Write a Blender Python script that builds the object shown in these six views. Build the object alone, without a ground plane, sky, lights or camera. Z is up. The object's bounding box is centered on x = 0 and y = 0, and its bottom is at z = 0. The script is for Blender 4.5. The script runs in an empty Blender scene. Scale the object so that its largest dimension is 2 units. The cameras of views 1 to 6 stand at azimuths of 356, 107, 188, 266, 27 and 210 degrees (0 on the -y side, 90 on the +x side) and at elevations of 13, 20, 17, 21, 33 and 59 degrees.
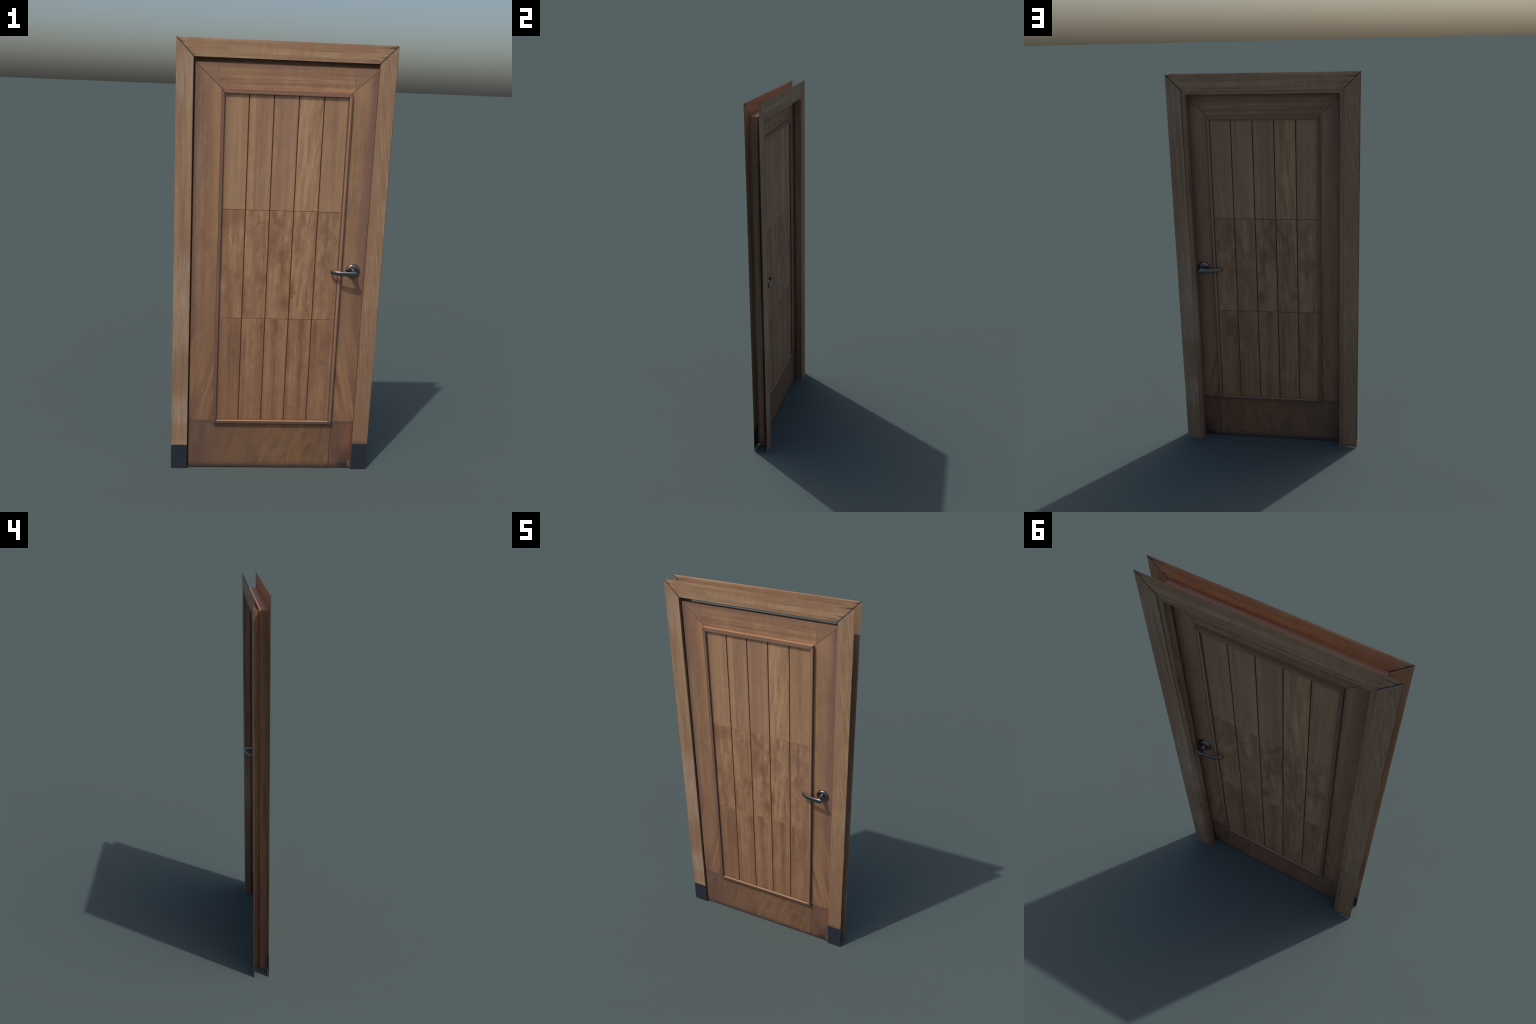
import bpy, bmesh, math, random
from mathutils import Vector

rng = random.Random(11)
scene_col = bpy.context.scene.collection

# ------------------------------------------------------------------ sizes (metres)
OUT_X, OUT_Z = 0.4755, 2.0            # outer edge of the casing
CAS_X, CAS_Z = 0.4005, 1.9235         # inner edge of the casing
Y_FRONT, Y_BACK = -0.0185, 0.0580     # outer faces of the two casings
CAS_T = 0.0012                        # casing board thickness
STOP_X, STOP_Z = 0.3800, 1.9045       # clear opening behind the door
Y_STEP = 0.0215                       # plane of the rebate the door closes against
DOOR_L, DOOR_R, DOOR_Z0, DOOR_Z1 = -0.3942, 0.3998, 0.0003, 1.9032
# planes of the leaf on its front (-1) and back (+1) face: frame, panel, moulding
LEAF = {-1: -0.0070, 1: 0.0085}
PANEL = {-1: -0.0130, 1: 0.0140}
MOULD = {-1: -0.0215, 1: 0.0218}
MO = (-0.2795, 0.2895, 0.2380, 1.7955)   # moulding, outer rectangle x0 x1 z0 z1
MI = (-0.2655, 0.2755, 0.2490, 1.7775)   # moulding, inner edge of the front face
MB = (-0.2645, 0.2715, 0.2512, 1.7768)   # moulding, foot on the panel
RAIL_Z = 0.2405
GROOVES = (-0.1585, -0.0502, 0.0585, 0.1680)
CUTS = (0.7620, 1.2705)
HANDLE_X, HANDLE_Y, HANDLE_Z = 0.3452, 0.0, 1.0010

LIGHT_ON_FRONT = 0.72                 # display value of a white wall facing -y in this set


def lin(c):
    c /= 255.0
    return c / 12.92 if c <= 0.04045 else ((c + 0.055) / 1.055) ** 2.4


def alb(r, g, b, k=1.0):
    """surface colour that shows as this display colour on the sunlit front"""
    f = k / LIGHT_ON_FRONT
    warm = (1.0, 0.945, 0.905) if r > b else (1.0, 1.0, 1.0)      # oiled, golden cast of the timber
    return tuple(min(lin(c) * f * w, 0.9) for c, w in zip((r, g, b), warm)) + (1.0,)


# ------------------------------------------------------------------ node helpers
class Nodes:
    def __init__(self, name):
        self.mat = bpy.data.materials.new(name)
        self.mat.use_nodes = True
        self.t = self.mat.node_tree
        self.t.nodes.clear()
        self.out = self.t.nodes.new("ShaderNodeOutputMaterial")
        self.bsdf = self.t.nodes.new("ShaderNodeBsdfPrincipled")
        self.t.links.new(self.bsdf.outputs[0], self.out.inputs[0])
        self.coord = self.t.nodes.new("ShaderNodeTexCoord").outputs["Object"]
        sep = self.t.nodes.new("ShaderNodeSeparateXYZ")
        self.link(self.coord, sep.inputs[0])
        self.x, self.y, self.z = sep.outputs

    def link(self, a, b):
        self.t.links.new(a, b)

    def put(self, v, sock):
        if isinstance(v, (int, float, tuple, list)):
            sock.default_value = v
        else:
            self.link(v, sock)

    def math(self, op, a, b=0.0, c=0.0, clamp=False):
        n = self.t.nodes.new("ShaderNodeMath")
        n.operation = op
        n.use_clamp = clamp
        self.put(a, n.inputs[0]); self.put(b, n.inputs[1]); self.put(c, n.inputs[2])
        return n.outputs[0]

    def add(self, a, b): return self.math("ADD", a, b)
    def sub(self, a, b): return self.math("SUBTRACT", a, b)
    def mul(self, a, b): return self.math("MULTIPLY", a, b)
    def mad(self, a, b, c): return self.math("MULTIPLY_ADD", a, b, c)
    def abs(self, a): return self.math("ABSOLUTE", a)
    def max(self, a, b): return self.math("MAXIMUM", a, b)
    def min(self, a, b): return self.math("MINIMUM", a, b)

    def step(self, v, a, b):
        """smooth 0..1 while v runs from a to b (a may be larger than b)"""
        n = self.t.nodes.new("ShaderNodeMapRange")
        n.interpolation_type = "SMOOTHSTEP"
        lo, hi, t0, t1 = (a, b, 0.0, 1.0) if a < b else (b, a, 1.0, 0.0)
        self.put(v, n.inputs[0])
        n.inputs[1].default_value = lo; n.inputs[2].default_value = hi
        n.inputs[3].default_value = t0; n.inputs[4].default_value = t1
        return n.outputs[0]

    def box(self, x0, x1, z0, z1, soft):
        h = soft / 2
        a = self.mul(self.step(self.x, x0 - h, x0 + h), self.step(self.x, x1 + h, x1 - h))
        b = self.mul(self.step(self.z, z0 - h, z0 + h), self.step(self.z, z1 + h, z1 - h))
        return self.mul(a, b)

    def blob(self, cx, cz, rx, rz, wob=None):
        """soft elliptical spot, its edge broken up by a noise"""
        dx = self.mul(self.sub(self.x, cx), 1.0 / rx)
        dz = self.mul(self.sub(self.z, cz), 1.0 / rz)
        d = self.add(self.mul(dx, dx), self.mul(dz, dz))
        if wob is not None:
            d = self.add(d, self.mad(wob, 2.2, -1.1))
        return self.step(d, 1.25, 0.0)

    def line(self, x0, z0, x1, z1, w):
        """thin line through two points, soft over w"""
        L = math.hypot(x1 - x0, z1 - z0)
        nx, nz = (z1 - z0) / L, -(x1 - x0) / L
        d = self.add(self.mul(self.x, nx), self.mad(self.z, nz, -(x0 * nx + z0 * nz)))
        return self.step(self.abs(d), w, w * 0.25)

    def seg(self, x0, z0, x1, z1, w):
        """line() kept to the stretch between its two points"""
        mx, mz, rx, rz = (x0 + x1) / 2, (z0 + z1) / 2, abs(x1 - x0) / 2 + w, abs(z1 - z0) / 2 + w
        return self.mul(self.line(x0, z0, x1, z1, w), self.box(mx - rx, mx + rx, mz - rz, mz + rz, 0.001))

    def vec(self, x, y, z):
        n = self.t.nodes.new("ShaderNodeCombineXYZ")
        self.put(x, n.inputs[0]); self.put(y, n.inputs[1]); self.put(z, n.inputs[2])
        return n.outputs[0]

    def noise(self, v, scale=1.0, detail=3.0, rough=0.55, dist=0.0):
        n = self.t.nodes.new("ShaderNodeTexNoise")
        self.link(v, n.inputs["Vector"])
        n.inputs["Scale"].default_value = scale
        n.inputs["Detail"].default_value = detail
        n.inputs["Roughness"].default_value = rough
        n.inputs["Distortion"].default_value = dist
        return n.outputs[0]

    def mix(self, f, a, b, mode="MIX"):
        n = self.t.nodes.new("ShaderNodeMix")
        n.data_type = "RGBA"
        n.blend_type = mode
        n.clamp_factor = True
        self.put(f, n.inputs[0]); self.put(a, n.inputs[6]); self.put(b, n.inputs[7])
        return n.outputs[2]

    def ramp(self, f, stops):
        n = self.t.nodes.new("ShaderNodeValToRGB")
        e = n.color_ramp.elements
        while len(e) < len(stops):
            e.new(0.5)
        for i, (p, c) in enumerate(stops):
            e[i].position = p
            e[i].color = c
        self.link(f, n.inputs[0])
        return n.outputs[0]

    def bump(self, h, strength, dist):
        n = self.t.nodes.new("ShaderNodeBump")
        n.inputs["Strength"].default_value = strength
        n.inputs["Distance"].default_value = dist
        self.link(h, n.inputs["Height"])
        self.link(n.outputs[0], self.bsdf.inputs["Normal"])


class Wood(Nodes):
    """Straight-grained reddish brown timber; the grain runs along z or x and may lean."""

    def __init__(self, name, dark, mid, light, grain="z", seed=0.0, lean=0.0, wave=0.010,
                 wave_len=3.0, streak=34.0, streak_len=1.3, contrast=1.0, blotch=0.35,
                 red=None, rough=0.62, deep=False):
        super().__init__(name)
        a, l = (self.x, self.z) if grain == "z" else (self.z, self.x)
        if deep:
            a = self.mad(self.y, 1.3, a)
        if lean:
            a = self.mad(l, lean, a)
        big = self.noise(self.vec(self.mad(a, 9.0, seed), seed * 1.7, self.mul(l, wave_len)), 1.0, 2.0, 0.5)
        aw = self.mad(big, wave * 2.0, a)
        self.streaks = self.noise(self.vec(self.mul(aw, streak), seed * 3.1, self.mul(l, streak_len)), 1.0, 4.0, 0.62)
        fine = self.noise(self.vec(self.mul(aw, 260.0), seed, self.mul(l, 9.0)), 1.0, 2.0, 0.6)
        pores = self.noise(self.vec(self.mul(aw, 480.0), seed + 5.0, self.mul(l, 45.0)), 1.0, 2.0, 0.7)
        self.patch = self.noise(self.vec(self.mad(self.x, 7.0, seed * 2.3), self.mad(self.y, 7.0, seed), self.mul(self.z, 4.0)), 1.0, 4.0, 0.6)
        self.mottle = self.noise(self.vec(self.mul(self.x, 38.0), self.mad(self.y, 38.0, seed + 2.0), self.mul(self.z, 20.0)), 1.0, 4.0, 0.65)
        v = self.mad(self.sub(self.streaks, 0.5), 1.5 * contrast, 0.5)
        v = self.mad(self.sub(fine, 0.5), 0.42 * contrast, v)
        v = self.mad(self.sub(pores, 0.5), 0.30 * contrast, v)
        v = self.mad(self.sub(self.patch, 0.5), blotch, v)
        v = self.mad(self.sub(self.mottle, 0.5), 0.45 * contrast, v)
        self.col = self.ramp(v, [(0.12, dark), (0.5, mid), (0.88, light)])
        if red is not None:
            p2 = self.noise(self.vec(self.mad(self.x, 11.0, seed + 9.0), seed, self.mul(self.z, 3.2)), 1.0, 3.0, 0.55)
            self.col = self.mix(self.mul(self.step(p2, 0.46, 0.66), 0.55), self.col, red)
        self.fine, self.pores = fine, pores
        self.rough = rough

    def tint(self, f, colour, amount=1.0, mode="MIX"):
        self.col = self.mix(self.mul(f, amount), self.col, colour, mode)

    def done(self, bump=0.25):
        self.link(self.col, self.bsdf.inputs["Base Color"])
        self.bsdf.inputs["Roughness"].default_value = self.rough
        self.bsdf.inputs["Specular IOR Level"].default_value = 0.3
        self.bump(self.add(self.fine, self.pores), bump, 0.0006)
        return self.mat


# ------------------------------------------------------------------ mesh helpers
def new_object(name, mesh, parent, mat=None):
    ob = bpy.data.objects.new(name, mesh)
    scene_col.objects.link(ob)
    if mat:
        mesh.materials.append(mat)
    ob.parent = parent
    return ob


def finish(bm, name, parent, mat, bevel=0.0, seg=1, smooth=False):
    bmesh.ops.recalc_face_normals(bm, faces=bm.faces)
    if bevel:
        bmesh.ops.bevel(bm, geom=[e for e in bm.edges if e.calc_face_angle(0) > 0.4],
                        offset=bevel, segments=seg, profile=0.5, affect="EDGES")
    me = bpy.data.meshes.new(name)
    bm.to_mesh(me)
    bm.free()
    if smooth:
        for p in me.polygons:
            p.use_smooth = True
        me.set_sharp_from_angle(angle=math.radians(38))
    return new_object(name, me, parent, mat)


def prism(name, outline, y0, y1, parent, mat, bevel=0.0):
    """flat board: outline in the x-z plane, given thickness along y"""
    bm = bmesh.new()
    lo = [bm.verts.new((x, y0, z)) for x, z in outline]
    hi = [bm.verts.new((x, y1, z)) for x, z in outline]
    n = len(outline)
    bm.faces.new(lo); bm.faces.new(hi)
    for i in range(n):
        j = (i + 1) % n
        bm.faces.new((lo[i], lo[j], hi[j], hi[i]))
    return finish(bm, name, parent, mat, bevel)


def casing_board(name, outline, y_face, y_in, shy, parent, mat):
    """thin mitred board; on the hidden side its outer edge is chamfered away (shy: x, z scale of the inset)"""
    bm = bmesh.new()
    lo = [bm.verts.new((x, y_face, z)) for x, z in outline]
    hi = []
    for x, z in outline:
        if abs(abs(x) - OUT_X) < 1e-6: x = math.copysign(abs(x) - shy, x)
        if abs(z - OUT_Z) < 0.001: z -= shy
        hi.append(bm.verts.new((x, y_in, z)))
    n = len(outline)
    bm.faces.new(lo); bm.faces.new(hi)
    for i in range(n):
        j = (i + 1) % n
        bm.faces.new((lo[i], lo[j], hi[j], hi[i]))
    return finish(bm, name, parent, mat)


def rect(x0, x1, z0, z1):
    return [(x0, z0), (x1, z0), (x1, z1), (x0, z1)]


def loft(name, rings, parent, mat, caps=True, smooth=True, bevel=0.0):
    bm = bmesh.new()
    vs = [[bm.verts.new(p) for p in r] for r in rings]
    n = len(vs[0])
    for a, b in zip(vs, vs[1:]):
        for i in range(n):
            j = (i + 1) % n
            bm.faces.new((a[i], a[j], b[j], b[i]))
    if caps:
        bm.faces.new(vs[0]); bm.faces.new(vs[-1])
    return finish(bm, name, parent, mat, bevel, smooth=smooth)


# ------------------------------------------------------------------ materials
def simple(name, colour, rough=0.7, spec=0.3):
    n = Nodes(name)
    g = n.noise(n.coord, 60.0, 4.0, 0.6)
    n.link(n.ramp(g, [(0.3, tuple(c * 0.75 for c in colour[:3]) + (1,)), (0.7, colour)]), n.bsdf.inputs["Base Color"])
    n.bsdf.inputs["Roughness"].default_value = rough
    n.bsdf.inputs["Specular IOR Level"].default_value = spec
    return n.mat


SEAM_DARK = alb(30, 26, 26)
GREY = alb(150, 136, 122)


def mitre_dark_line(w, side, width=0.0042):
    """dark joint line along the mitre at the left (-1) or right (+1) upper corner"""
    ln = w.line(side * OUT_X, OUT_Z, side * CAS_X, CAS_Z, width)
    w.tint(ln, SEAM_DARK, 0.97)
    return ln


def casing_head(name, seed, right):
    w = Wood(name, alb(112, 86, 66), alb(144, 117, 91), alb(166, 138, 108), "x", seed, wave=0.006,
             streak=46, streak_len=1.1, blotch=0.3, contrast=0.85, red=alb(138, 104, 82))
    # ink-dark end-grain streaks run in from the viewer's right mitre, a few from the left
    run = w.noise(w.vec(w.mul(w.x, 5.0), seed, w.mul(w.z, 150.0)), 1.0, 2.0, 0.5)
    for s, amt, reach in ((right, 0.85, 0.075), (-right, 0.7, 0.03)):
        d = w.sub(w.sub(w.mul(w.x, s), CAS_X), w.mul(w.sub(w.z, CAS_Z), (OUT_X - CAS_X) / (OUT_Z - CAS_Z)))
        near = w.step(d, -reach, 0.0)
        w.tint(w.mul(near, w.step(run, 0.46, 0.62)), alb(60, 52, 52), amt)
        mitre_dark_line(w, s)
    return w.done()


def casing_leg(name, seed, side, worn=False, lean=0.0, wave=0.010, base_z=0.0):
    w = Wood(name, alb(102, 80, 63), alb(134, 109, 85), alb(160, 134, 106), "z", seed, lean=lean, wave=wave,
             streak=44 if not lean else 110, streak_len=1.5 if not lean else 6.0, blotch=0.3, contrast=0.65,
             red=alb(132, 101, 82))
    # the lower third is redder and a little darker
    w.tint(w.step(w.z, 1.1, 0.1), alb(112, 92, 76) if worn else alb(106, 80, 60), 0.42 if worn else 0.55)
    if worn:
        for cz, rz, amt in ((0.93, 0.17, 0.50), (0.72, 0.15, 0.42), (0.30, 0.09, 0.50), (1.82, 0.14, 0.35)):
            w.tint(w.mul(w.blob(side * 0.436, cz, 0.07, rz, w.mottle), w.step(w.fine, 0.25, 0.65)), alb(160, 143, 128), amt)
        if base_z:
            w.tint(w.mul(w.step(w.z, base_z + 0.035, base_z + 0.008), w.step(w.mottle, 0.3, 0.6)), alb(150, 134, 112), 0.6)
    else:
        w.tint(w.step(w.add(w.z, w.mul(w.mottle, 0.03)), base_z + 0.05, base_z), alb(72, 54, 44), 0.6)
    if base_z:
        w.tint(w.step(w.add(w.z, w.mul(w.mottle, 0.010)), base_z + 0.011, base_z + 0.004), alb(46, 44, 42), 0.9)
    ln = mitre_dark_line(w, side)
    d = w.line(side * OUT_X, OUT_Z - 0.006, side * CAS_X, CAS_Z - 0.006, 0.006)
    w.tint(d, alb(140, 126, 120), 0.45)
    casing_leg_lines(w, side, worn)
    return w.done()


def casing_leg_lines(w, side, inner_dark):
    """dark lines drawn in the colour along the board edges"""
    if inner_dark:
        e = w.step(w.abs(w.x), CAS_X + 0.0030, CAS_X + 0.0008)
        w.tint(w.mul(e, w.step(w.z, 0.9, 1.75)), SEAM_DARK, 0.9)
    else:
        e = w.step(w.abs(w.x), OUT_X - 0.0035, OUT_X - 0.0005)
        w.tint(w.mul(e, w.step(w.patch, 0.35, 0.5)), alb(52, 46, 46), 0.8)


M_HEAD_F = casing_head("casing_head_front_wood", 3.1, 1)
M_HEAD_B = casing_head("casing_head_back_wood", 3.1, -1)
M_LEG_FL = casing_leg("casing_leg_worn_wood", 7.7, -1, worn=True, base_z=0.120)
M_LEG_FR = casing_leg("casing_leg_slanted_wood", 12.9, 1, lean=0.12, wave=0.016, base_z=0.131)
M_LEG_BL = casing_leg("casing_leg_back_worn_wood", 7.7, 1, worn=True)
M_LEG_BR = casing_leg("casing_leg_back_slanted_wood", 12.9, -1, lean=-0.12, wave=0.016)


def jamb_wood(name, grain, seed):
    w = Wood(name, alb(92, 70, 55), alb(126, 99, 78), alb(150, 122, 96), grain, seed, streak=40, blotch=0.3, deep=True)
    if grain == "z":
        w.tint(w.step(w.z, 1.0, 0.0), alb(96, 68, 52), 0.5)
        w.tint(w.blob(0.40, 0.75, 0.2, 0.18, w.mottle), GREY, 0.35)
    else:
        w.tint(w.step(w.z, CAS_Z - 0.003, CAS_Z), alb(158, 126, 108), 0.8)
    # dark line tinted along the hollow next to the back casing
    seam = w.mul(w.step(w.y, 0.05, 0.056), w.line(CAS_X, 0, CAS_X, 2, 0.0030)) if grain == "z" else None
    if seam is not None:
        w.tint(w.mul(seam, w.step(w.z, 0.9, 1.4)), SEAM_DARK, 0.8)
    return w.done()


M_JAMB = jamb_wood("jamb_wood", "z", 21.0)
M_HEADJ = jamb_wood("head_jamb_wood", "x", 23.0)
M_STRIKE = Wood("strike_lining_wood", alb(110, 88, 70), alb(142, 116, 94), alb(160, 134, 108), "z", 27.0, deep=True).done()
M_PLINTH = simple("dark_painted_base", alb(41, 43, 53), 0.6, 0.25)
M_CORE = simple("shadowed_core_wood", alb(62, 42, 33), 0.8, 0.1)
M_GROOVE = simple("groove_wood", alb(92, 60, 45), 0.8, 0.1)


MITRE = {-1: (DOOR_L, DOOR_Z1), 1: (DOOR_R, 1.8935)}    # outer ends of the leaf mitres


def stile_wood(name, seed, side):
    w = Wood(name, alb(102, 76, 58), alb(134, 105, 82), alb(156, 126, 95), "z", seed, wave=0.012, streak=30,
             streak_len=0.9, contrast=0.8, blotch=0.45, red=alb(124, 92, 76))
    inner = MO[0] if side < 0 else MO[1]
    edge = w.step(w.abs(w.x), 0.340, 0.395)
    w.tint(edge, alb(98, 80, 76), 0.55)  # ambient occlusion beside the casing, tinted into the stile
    gold = w.step(w.abs(w.sub(w.x, inner)), 0.045, 0.0)
    w.tint(w.mul(gold, w.step(w.z, 0.6, 1.5)), alb(160, 126, 90), 0.5)
    # darker, redder towards the bottom; fanned grain above the bottom rail
    w.tint(w.step(w.z, 1.5, 0.2), alb(108, 78, 58), 0.5)
    fan_a = w.sub(w.mul(w.x, 34.0), w.mul(w.mul(w.sub(w.z, 0.1), side * -9.0), 1.0))
    fan = w.noise(w.vec(fan_a, seed, w.mul(w.z, 1.5)), 1.0, 2.0, 0.5)
    low = w.mul(w.step(w.z, 0.85, 0.42), 0.85)
    w.tint(w.mul(low, w.step(fan, 0.50, 0.60)), alb(140, 108, 76), 0.75)
    w.tint(w.mul(low, w.step(fan, 0.48, 0.36)), alb(94, 70, 56), 0.7)
    grey = w.noise(w.vec(w.mul(w.x, 9.0), seed + 4, w.mul(w.z, 5.0)), 1.0, 4.0, 0.6)
    w.tint(w.mul(w.step(grey, 0.52, 0.68), w.mul(w.step(w.z, 0.6, 0.9), w.step(w.z, 1.6, 1.1))), alb(98, 84, 74), 0.5)
    w.tint(w.step(w.z, RAIL_Z + 0.012, RAIL_Z + 0.001), alb(70, 54, 48), 0.6)
    ln = w.seg(*MITRE[side], inner, MO[3], 0.0028)
    w.tint(ln, alb(80, 66, 62), 0.6)
    for kx, kz in ((0.034, 0.012), (0.014, 0.030), (0.022, 0.050)):     # small plugged knots by the mitre
        kx = DOOR_L + kx if side < 0 else DOOR_R - kx
        w.tint(w.blob(kx, 1.878 - kz, 0.004, 0.005), alb(92, 78, 76), 0.55)
    return w.done()


M_STILE_L = stile_wood("stile_left_wood", 31.0, -1)
M_STILE_R = stile_wood("stile_right_wood", 37.0, 1)


def top_rail_wood():
    w = Wood("top_rail_wood", alb(104, 78, 60), alb(134, 105, 82), alb(158, 128, 96), "x", 41.0, wave=0.006, streak=42,
             streak_len=0.8, contrast=1.0, blotch=0.35, red=alb(132, 96, 76))
    w.tint(w.step(w.z, DOOR_Z1 - 0.0006, DOOR_Z1 - 0.0001), alb(84, 60, 47), 0.9)
    w.tint(w.step(w.z, 1.865, 1.902), alb(112, 84, 72), 0.45)
    w.tint(w.step(w.z, 1.806, 1.796), alb(156, 114, 84), 0.35)
    ends = w.max(w.step(w.x, -0.287, -0.2935), w.step(w.x, 0.293, 0.2995))
    w.tint(ends, alb(126, 98, 80), 0.65)
    for x in (-0.2920, 0.3000):
        w.tint(w.mul(w.line(x, 1.8, x, 1.9, 0.0022), w.step(w.patch, 0.3, 0.5)), alb(96, 74, 66), 0.5)
    w.tint(w.seg(*MITRE[-1], MO[0], MO[3], 0.0024), alb(80, 66, 62), 0.55)
    w.tint(w.seg(*MITRE[1], MO[1], MO[3], 0.0024), alb(80, 66, 62), 0.55)
    return w.done()


M_TOPRAIL = top_rail_wood()


def bottom_rail_wood(name, seed, base, red, gold):
    w = Wood(name, tuple(c * 0.62 for c in base[:3]) + (1,), base, tuple(min(c * 1.32, 1) for c in base[:3]) + (1,),
             "z", seed, lean=-0.22, wave=0.03, wave_len=5.0, streak=30, streak_len=3.0, contrast=0.7, blotch=0.8, red=red)
    sweep = w.noise(w.vec(w.mad(w.z, -5.0, w.mul(w.x, 17.0)), seed + 1.0, w.mul(w.z, 4.0)), 1.0, 4.0, 0.6)
    w.tint(w.step(sweep, 0.50, 0.64), alb(88, 76, 64), 0.6)
    w.tint(w.step(sweep, 0.46, 0.34), alb(122, 84, 56), 0.5)
    if gold:
        n1 = w.noise(w.vec(w.mul(w.x, 11.0), seed, w.mul(w.z, 16.0)), 1.0, 3.0, 0.55)
        zone = w.mul(w.step(w.x, -0.2, 0.06), w.step(w.x, 0.29, 0.16))
        w.tint(w.mul(w.step(n1, 0.40, 0.70), w.mad(zone, 0.75, 0.2)), alb(126, 93, 64), 0.5)
        w.tint(w.step(w.x, -0.10, -0.29), alb(98, 75, 62), 0.6)
    # grime and splashes along the floor
    ed = w.noise(w.vec(w.mul(w.x, 34.0), seed, 0.0), 1.0, 4.0, 0.65)
    hgt = w.sub(w.z, w.mul(w.add(ed, w.mottle), 0.022))
    w.tint(w.step(hgt, 0.000, -0.018), alb(46, 38, 36), 0.8)
    w.tint(w.step(w.z, 0.045, 0.004), alb(62, 52, 50), 0.5)
    w.tint(w.step(w.z, RAIL_Z - 0.02, RAIL_Z), alb(84, 66, 58), 0.45)
    if not gold and seed > 52:
        w.tint(w.mul(w.step(w.z, 0.16, 0.02), w.step(w.x, 0.29, 0.36)), alb(66, 50, 47), 0.75)
        w.tint(w.blob(0.368, 0.012, 0.04, 0.02, w.mottle), alb(40, 37, 37), 0.8)
        w.tint(w.blob(0.392, 0.024, 0.008, 0.022, w.mottle), alb(120, 104, 104), 0.5)
    w.tint(w.mul(w.line(0.2915, 0, 0.2915, 1, 0.0028), w.step(w.z, 0.085, 0.05)), alb(40, 34, 32), 0.9)
    return w.done()


M_BRAIL = bottom_rail_wood("bottom_rail_wood", 51.0, alb(107, 81, 61), alb(107, 76, 56), True)
M_BLOCK_L = bottom_rail_wood("rail_end_wood", 51.05, alb(101, 78, 64), alb(92, 68, 60), False)
M_BLOCK_R = bottom_rail_wood("rail_end_red_wood", 57.0, alb(99, 73, 60), alb(92, 63, 52), False)


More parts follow.
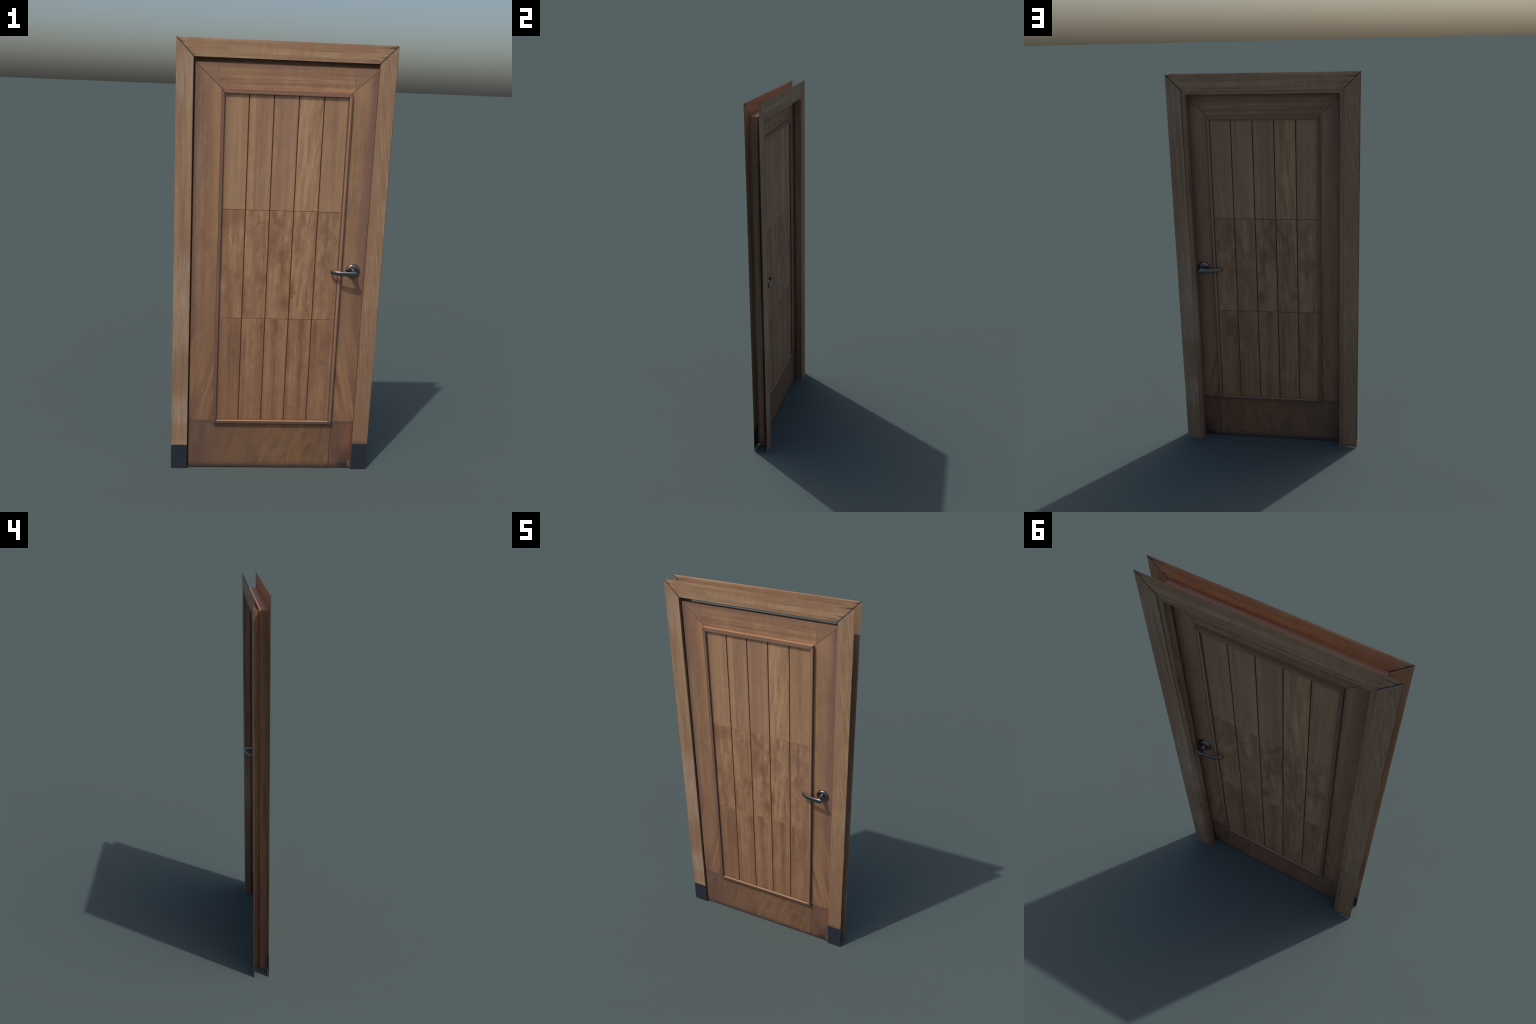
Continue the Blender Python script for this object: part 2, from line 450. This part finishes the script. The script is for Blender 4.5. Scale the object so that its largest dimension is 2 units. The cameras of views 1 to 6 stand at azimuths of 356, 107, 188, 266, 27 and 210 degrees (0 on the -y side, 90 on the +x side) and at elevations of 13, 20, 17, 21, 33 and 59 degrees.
def plank_wood(row, col):
    seed = 70.0 + row * 13.7 + col * 5.3
    top = (alb(116, 89, 69), alb(142, 113, 88), alb(162, 132, 102))
    mid = (alb(108, 80, 60), alb(137, 107, 81), alb(158, 129, 100))
    low = (alb(100, 75, 57), alb(129, 99, 75), alb(149, 119, 90))
    d, m, l = (low, mid, top)[row]
    kw = dict(streak=36, streak_len=0.9, contrast=0.75, blotch=0.25, wave=0.006, red=None)
    if row == 2:
        kw.update(contrast=0.65)
        if col == 3:                                   # flame-figured, lighter board
            d, m, l = alb(120, 93, 71), alb(147, 118, 90), alb(170, 141, 108)
            kw.update(wave=0.012, wave_len=6.0, streak=46, streak_len=4.5, contrast=0.85, lean=-0.06)
        if col == 2:
            m = alb(140, 111, 89); kw.update(red=alb(132, 100, 82))
        if col == 1:
            kw.update(streak=52, contrast=0.7)
    elif row == 1:
        kw.update(contrast=0.95, blotch=0.6, red=alb(124, 90, 69), streak_len=1.2)
        if col == 3:
            kw.update(lean=-0.10, wave=0.02, streak=48, streak_len=2.2, contrast=1.05)
    else:
        kw.update(contrast=0.95, blotch=0.5, red=alb(118, 87, 69))
        if col in (1, 3):
            kw.update(streak=58, streak_len=0.7, contrast=1.0)
        if col == 0:
            m = alb(124, 94, 72)
    w = Wood("panel_plank_wood", d, m, l, "z", seed, **kw)
    if row == 1:
        scuff = w.noise(w.vec(w.mul(w.x, 30.0), seed, w.mul(w.z, 13.0)), 1.0, 5.0, 0.68)
        w.tint(w.mul(w.mul(w.step(scuff, 0.42, 0.72), w.step(w.fine, 0.2, 0.7)), w.mad(w.step(w.z, 0.78, 1.22), 0.6, 0.4)), alb(164, 136, 106), 0.9)
        redz = w.noise(w.vec(w.mul(w.x, 16.0), seed + 3, w.mul(w.z, 8.0)), 1.0, 4.0, 0.6)
        w.tint(w.step(redz, 0.48, 0.74), alb(110, 77, 58), 0.8)
        fleck = w.mul(w.step(w.noise(w.coord, 150.0, 3.0, 0.6), 0.63, 0.72), w.step(w.mottle, 0.45, 0.62))
        w.tint(w.mul(fleck, w.step(w.z, 0.95, 1.2)), alb(172, 158, 142), 0.5 if col < 3 else 0.3)
        w.tint(w.step(w.noise(w.coord, 330.0, 1.0, 0.5), 0.75, 0.80), alb(180, 164, 146), 0.4)
    if row == 1 and col == 4:
        for bx in (0.225, -0.215):
            w.tint(w.blob(bx + 0.02, 1.17, 0.075, 0.12, w.mottle), alb(124, 106, 88), 0.25)
            w.tint(w.blob(bx + 0.01, 1.03, 0.05, 0.07, w.mottle), alb(106, 85, 72), 0.3)
    if row == 1 and col == 0:
        for bx in (-0.21, 0.22):
            w.tint(w.blob(bx, 1.225, 0.07, 0.09, w.mottle), alb(118, 84, 64), 0.45)
    if row == 0:
        stain = w.noise(w.vec(w.mul(w.x, 15.0), seed + 3, w.mul(w.z, 7.0)), 1.0, 4.0, 0.62)
        w.tint(w.mul(w.step(stain, 0.52, 0.70), w.step(w.z, 0.35, 0.6)), alb(108, 78, 60), 0.6)
        w.tint(w.mul(w.step(stain, 0.46, 0.32), w.step(w.fine, 0.2, 0.7)), alb(152, 122, 92), 0.5)
        w.tint(w.step(w.z, 0.50, 0.30), alb(118, 88, 62), 0.35)
        if col == 0:
            w.tint(w.blob(-0.185, 0.64, 0.05, 0.11, w.mottle), alb(98, 70, 57), 0.3)
            w.tint(w.blob(0.195, 0.64, 0.05, 0.11, w.mottle), alb(98, 70, 57), 0.3)
        if col == 3:
            for s in (1, -1):                          # small knock in the board
                w.tint(w.box(s * 0.094 - 0.007, s * 0.094 + 0.006, 0.3165, 0.3195, 0.003), alb(52, 40, 34), 0.8)
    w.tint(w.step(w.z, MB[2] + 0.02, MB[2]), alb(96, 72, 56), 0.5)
    # board edges: rounded arris, rubbed paler on one side, darker on the other
    return w.done()


PLANK_MATS = [[plank_wood(r, c) for c in range(5)] for r in range(3)]


def mould_wood(name, base, grain, stripe=None):
    w = Wood(name, tuple(c * 0.72 for c in base[:3]) + (1,), base, tuple(c * 1.2 for c in base[:3]) + (1,), grain, 91.0,
             streak=60, contrast=0.6, blotch=0.6)
    if stripe:
        w.tint(w.mul(w.step(w.x, MI[1] + 0.0095, MI[1] + 0.006), w.step(w.x, MI[1] - 0.001, MI[1] + 0.002)), stripe, 0.8)
        w.tint(w.mul(w.step(w.x, MI[1] + 0.001, MI[1] - 0.001), w.step(w.y, MOULD[-1] + 0.0003, MOULD[-1] + 0.001)), alb(92, 62, 50), 0.8)
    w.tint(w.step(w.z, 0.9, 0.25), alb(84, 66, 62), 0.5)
    if grain == "x":
        w.tint(w.step(w.z, MO[3] - 0.0007, MO[3] - 0.0002), alb(146, 115, 90), 0.9)  # upper face tinted paler to show the sun on it
    # dark outlines painted on the outer and inner arris
    if grain == "z":
        e = w.min(w.abs(w.sub(w.x, MO[0])), w.abs(w.sub(w.x, MO[1])))
        i = w.min(w.abs(w.sub(w.x, MI[0])), w.abs(w.sub(w.x, MI[1])))
    else:
        e = w.min(w.abs(w.sub(w.z, MO[2])), w.add(w.abs(w.sub(w.z, MI[3])), 0.0006))
        i = e
    w.tint(w.step(w.min(e, i), 0.0026, 0.0004), alb(62, 48, 46), 0.6)
    if grain == "x":
        w.tint(w.step(w.z, MO[3] - 0.0007, MO[3] - 0.0002), alb(146, 115, 90), 0.9)
    for s, x, xi, z, zi in ((0, MO[0], MI[0], MO[3], MI[3]), (0, MO[1], MI[1], MO[3], MI[3]),
                            (0, MO[0], MI[0], MO[2], MI[2]), (0, MO[1], MI[1], MO[2], MI[2])):
        w.tint(w.seg(x, z, xi, zi, 0.0026), alb(40, 35, 40), 0.85)
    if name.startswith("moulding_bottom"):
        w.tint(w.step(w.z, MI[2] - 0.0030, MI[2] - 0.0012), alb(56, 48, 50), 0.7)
        w.tint(w.step(w.z, MI[2] + 0.0001, MI[2] + 0.0006), alb(142, 114, 88), 1.0)  # bevel brightened in albedo to give its sunlit line
    return w.done()


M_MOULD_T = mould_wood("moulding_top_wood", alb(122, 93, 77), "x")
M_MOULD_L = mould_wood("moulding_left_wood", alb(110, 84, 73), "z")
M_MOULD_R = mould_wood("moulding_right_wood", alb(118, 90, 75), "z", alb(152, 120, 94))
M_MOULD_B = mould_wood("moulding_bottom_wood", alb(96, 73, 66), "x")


def metal():
    n = Nodes("dark_polished_metal")
    g = n.noise(n.coord, 300.0, 3.0, 0.6)
    n.link(n.ramp(g, [(0.3, (0.19, 0.19, 0.20, 1)), (0.7, (0.25, 0.25, 0.26, 1))]), n.bsdf.inputs["Base Color"])
    n.bsdf.inputs["Metallic"].default_value = 1.0
    n.bsdf.inputs["Roughness"].default_value = 0.22
    return n.mat


M_METAL = metal()

# ------------------------------------------------------------------ the thing
door = bpy.data.objects.new("wooden_door", None)
scene_col.objects.link(door)
door["label"] = "worn brown wooden door with plank panel, frame and lever handles"
door["category"] = "door"


# ---- casings: three mitred boards on each face of the wall
def casing(y_face, y_in, leg_left, head, leg_right, base):
    g = 0.0003
    ll, rr = base or (0.0, 0.0)
    shy = 0.004
    casing_board("casing_leg", [(-OUT_X, ll), (-CAS_X, ll), (-CAS_X, CAS_Z - g), (-OUT_X, OUT_Z - g)], y_face, y_in, shy, door, leg_left)
    casing_board("casing_leg", [(CAS_X, rr), (OUT_X, rr), (OUT_X, OUT_Z - g), (CAS_X, CAS_Z - g)], y_face, y_in, shy, door, leg_right)
    casing_board("casing_head", [(-CAS_X, CAS_Z), (CAS_X, CAS_Z), (OUT_X, OUT_Z), (-OUT_X, OUT_Z)], y_face, y_in, shy, door, head)
    if base:
        casing_board("casing_base", rect(-OUT_X, -CAS_X, 0, ll), y_face - 0.0002, y_in, shy, door, M_PLINTH)
        casing_board("casing_base", rect(CAS_X, OUT_X, 0, rr), y_face - 0.0002, y_in, shy, door, M_PLINTH)


casing(Y_FRONT, Y_FRONT + CAS_T, M_LEG_FL, M_HEAD_F, M_LEG_FR, (0.120, 0.131))
casing(Y_BACK, Y_BACK - CAS_T, M_LEG_BR, M_HEAD_B, M_LEG_BL, None)

# ---- jamb: one stepped section, mitred round the opening (d = outwards from the clear opening)
T = 0.0025
D = CAS_X - STOP_X
Y0 = Y_FRONT + CAS_T
section = [(D, Y0), (D, Y_STEP), (0, Y_STEP), (0, Y_BACK - 0.0003), (D - 0.0006, Y_BACK - 0.0003),
           (D - 0.0006, Y_BACK - CAS_T), (T, Y_BACK - CAS_T), (T, Y_STEP + T), (D + T, Y_STEP + T), (D + T, Y0)]
KZ = (CAS_Z - STOP_Z) / D


def at(side, d, y, z=None):
    return (side * (STOP_X + d), y, STOP_Z + d * KZ if z is None else z)


for side in (-1, 1):
    post = [(d, y if y < Y_STEP else (y + 0.0004 if y < 0.03 else y - 0.0004)) for d, y in section]
    loft("jamb", [[at(side, d, y, 0.0) for d, y in post], [at(side, d, y, CAS_Z + 0.0014) for d, y in post]], door, M_JAMB, smooth=False)
loft("head_jamb", [[at(-1, d, y) for d, y in section], [at(1, d, y) for d, y in section]], door, M_HEADJ, smooth=False)
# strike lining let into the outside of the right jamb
prism("strike_lining", [(CAS_X + T, 0.02), (CAS_X + T + 0.0012, 0.02), (CAS_X + T + 0.0012, 1.897), (CAS_X + T, 1.897)],
      -0.006, 0.0135, door, M_STRIKE)

# ---- door leaf
leaf = prism("door_leaf", rect(DOOR_L + 0.001, DOOR_R - 0.001, DOOR_Z0 + 0.001, DOOR_Z1 - 0.001), LEAF[-1] + 0.0012, LEAF[1] - 0.0012, door, M_CORE)
g = 0.0005
bv = 0.0006
prism("stile", [(DOOR_L, RAIL_Z + g), (MO[0] + 0.006, RAIL_Z + g), (MO[0] + 0.006, MO[3] - 0.006), (MO[0], MO[3] - g), (DOOR_L, DOOR_Z1 - g)],
      LEAF[-1], LEAF[1], leaf, M_STILE_L, bv)
prism("stile", [(DOOR_R, RAIL_Z + g), (MO[1] - 0.006, RAIL_Z + g), (MO[1] - 0.006, MO[3] - 0.006), (MO[1], MO[3] - g), (DOOR_R, MITRE[1][1] - g)],
      LEAF[-1], LEAF[1], leaf, M_STILE_R, bv)
prism("top_rail", [(DOOR_L + g, DOOR_Z1), (MO[0] + g, MO[3]), (MO[0] + 0.006, MO[3] - 0.006), (MO[1] - 0.006, MO[3] - 0.006), (MO[1] - g, MO[3]), (DOOR_R, MITRE[1][1] + g), (DOOR_R, DOOR_Z1)],
      LEAF[-1], LEAF[1], leaf, M_TOPRAIL, bv)
prism("bottom_rail", rect(-0.2848, 0.2908, DOOR_Z0, RAIL_Z - g), LEAF[-1], LEAF[1], leaf, M_BRAIL, bv)
prism("rail_end", rect(DOOR_L, -0.2849, DOOR_Z0, RAIL_Z - g), LEAF[-1], LEAF[1], leaf, M_BLOCK_L, 0.0003)
prism("rail_end", rect(0.2922, DOOR_R, DOOR_Z0, RAIL_Z - g), LEAF[-1], LEAF[1], leaf, M_BLOCK_R, bv)

# panel: five boards, each cut in three lengths, on both faces, over a sunk backing
xs = (MB[0] - 0.0015,) + GROOVES + (MB[1] + 0.0015,)
zs = (MB[2] - 0.003,) + CUTS + (MB[3] + 0.003,)
gx, gz = 0.0025, 0.0010
for s in (-1, 1):
    prism("panel_backing", rect(MO[0] + 0.006, MO[1] - 0.006, MO[2] + 0.006, MO[3] - 0.006), LEAF[s] - s * 0.0012, PANEL[s] - s * 0.0026, leaf, M_GROOVE)
    for r in range(3):
        for c in range(5):
            col = c if s < 0 else 4 - c            # the back shows the same boards in viewer's order
            prism("panel_plank", rect(xs[c] + (gx if c else 0), xs[c + 1] - (gx if c < 4 else 0),
                                      zs[r] + (gz if r else 0), zs[r + 1] - (gz if r < 2 else 0)),
                  LEAF[s] - s * 0.0008, PANEL[s] - s * rng.uniform(0, 0.0002), leaf, PLANK_MATS[r][col], 0.0008)

    # moulding: four mitred bars round the panel
    def corner(ix, iz):
        b = LEAF[s] - s * 0.001
        return [(MO[ix], b, MO[iz]), (MO[ix], MOULD[s], MO[iz]), (MI[ix], MOULD[s], MI[iz]),
                (MB[ix], PANEL[s] - s * 0.001, MB[iz]), (MB[ix], b, MB[iz])]
    loft("moulding", [corner(0, 3), corner(1, 3)], leaf, M_MOULD_T, smooth=False)
    loft("moulding", [corner(0, 2), corner(1, 2)], leaf, M_MOULD_B, smooth=False)
    loft("moulding", [corner(0, 2), corner(0, 3)], leaf, M_MOULD_L, smooth=False)
    loft("moulding", [corner(1, 2), corner(1, 3)], leaf, M_MOULD_R, smooth=False)


# ---- lever handles
def lathe(profile, s, n=40):
    rings = []
    for r, y in profile:
        rings.append([(HANDLE_X + r * math.cos(2 * math.pi * i / n), s * y + HANDLE_Y, HANDLE_Z + r * math.sin(2 * math.pi * i / n)) for i in range(n)])
    return rings


def bezier_pts(pts, n):
    """Catmull-Rom through the points"""
    out = []
    P = [pts[0]] + list(pts) + [pts[-1]]
    for i in range(1, len(P) - 2):
        for k in range(n):
            t = k / n
            out.append(tuple(0.5 * ((2 * P[i][j]) + (-P[i - 1][j] + P[i + 1][j]) * t
                       + (2 * P[i - 1][j] - 5 * P[i][j] + 4 * P[i + 1][j] - P[i + 2][j]) * t * t
                       + (-P[i - 1][j] + 3 * P[i][j] - 3 * P[i + 1][j] + P[i + 2][j]) * t ** 3) for j in range(len(P[i]))))
    out.append(tuple(pts[-1]))
    return out


# lever: x, distance from door centre, half height, half thickness, centre height
LEVER = [(0.3592, 0.0553, 0.0045, 0.0022, 0.9968), (0.3578, 0.0555, 0.0082, 0.0034, 0.9966), (0.3545, 0.0555, 0.0106, 0.0041, 0.9964),
         (0.3450, 0.0554, 0.0116, 0.0045, 0.9962), (0.3300, 0.0547, 0.0113, 0.0044, 0.9960), (0.3050, 0.0520, 0.0106, 0.0040, 0.9958),
         (0.2800, 0.0474, 0.0098, 0.0036, 0.9957), (0.2620, 0.0420, 0.0091, 0.0033, 0.9957), (0.2500, 0.0350, 0.0086, 0.0030, 0.9960),
         (0.2440, 0.0275, 0.0080, 0.0026, 0.9968), (0.2415, 0.0205, 0.0070, 0.0018, 0.9975)]

for s in (-1, 1):
    handle = loft("door_handle", lathe([(0.0280, 0.0020), (0.0313, 0.0022), (0.0318, 0.0100), (0.0313, 0.0125), (0.0294, 0.0152), (0.0260, 0.0172),
                                        (0.0210, 0.0182), (0.0165, 0.0185), (0.0162, 0.0178), (0.0120, 0.0178)], s), door, M_METAL)
    loft("spindle", lathe([(0.0148, 0.0170), (0.0150, 0.0222), (0.0142, 0.0236), (0.0124, 0.0240), (0.0122, 0.0260), (0.0136, 0.0265), (0.0138, 0.0295),
                           (0.0128, 0.0308), (0.0118, 0.0380), (0.0112, 0.0460), (0.0106, 0.0540)], s, 32), handle, M_METAL)
    pts = bezier_pts(LEVER, 5)
    rings = []
    for i, p in enumerate(pts):
        a, b = pts[max(i - 1, 0)], pts[min(i + 1, len(pts) - 1)]
        tx, ty = b[0] - a[0], b[1] - a[1]
        L = math.hypot(tx, ty)
        nx, ny = -ty / L, tx / L
        ring = []
        for k in range(20):                          # flat bar with well rounded edges
            an = 2 * math.pi * k / 20
            ca, sa = math.cos(an), math.sin(an)
            u = math.copysign(abs(ca) ** 0.75, ca) * p[3] * 1.12
            v = math.copysign(abs(sa) ** 0.80, sa) * p[2]
            ring.append((p[0] + nx * u, s * (p[1] + ny * u) + HANDLE_Y, p[4] + v))
        rings.append(ring)
    loft("lever", rings, handle, M_METAL)
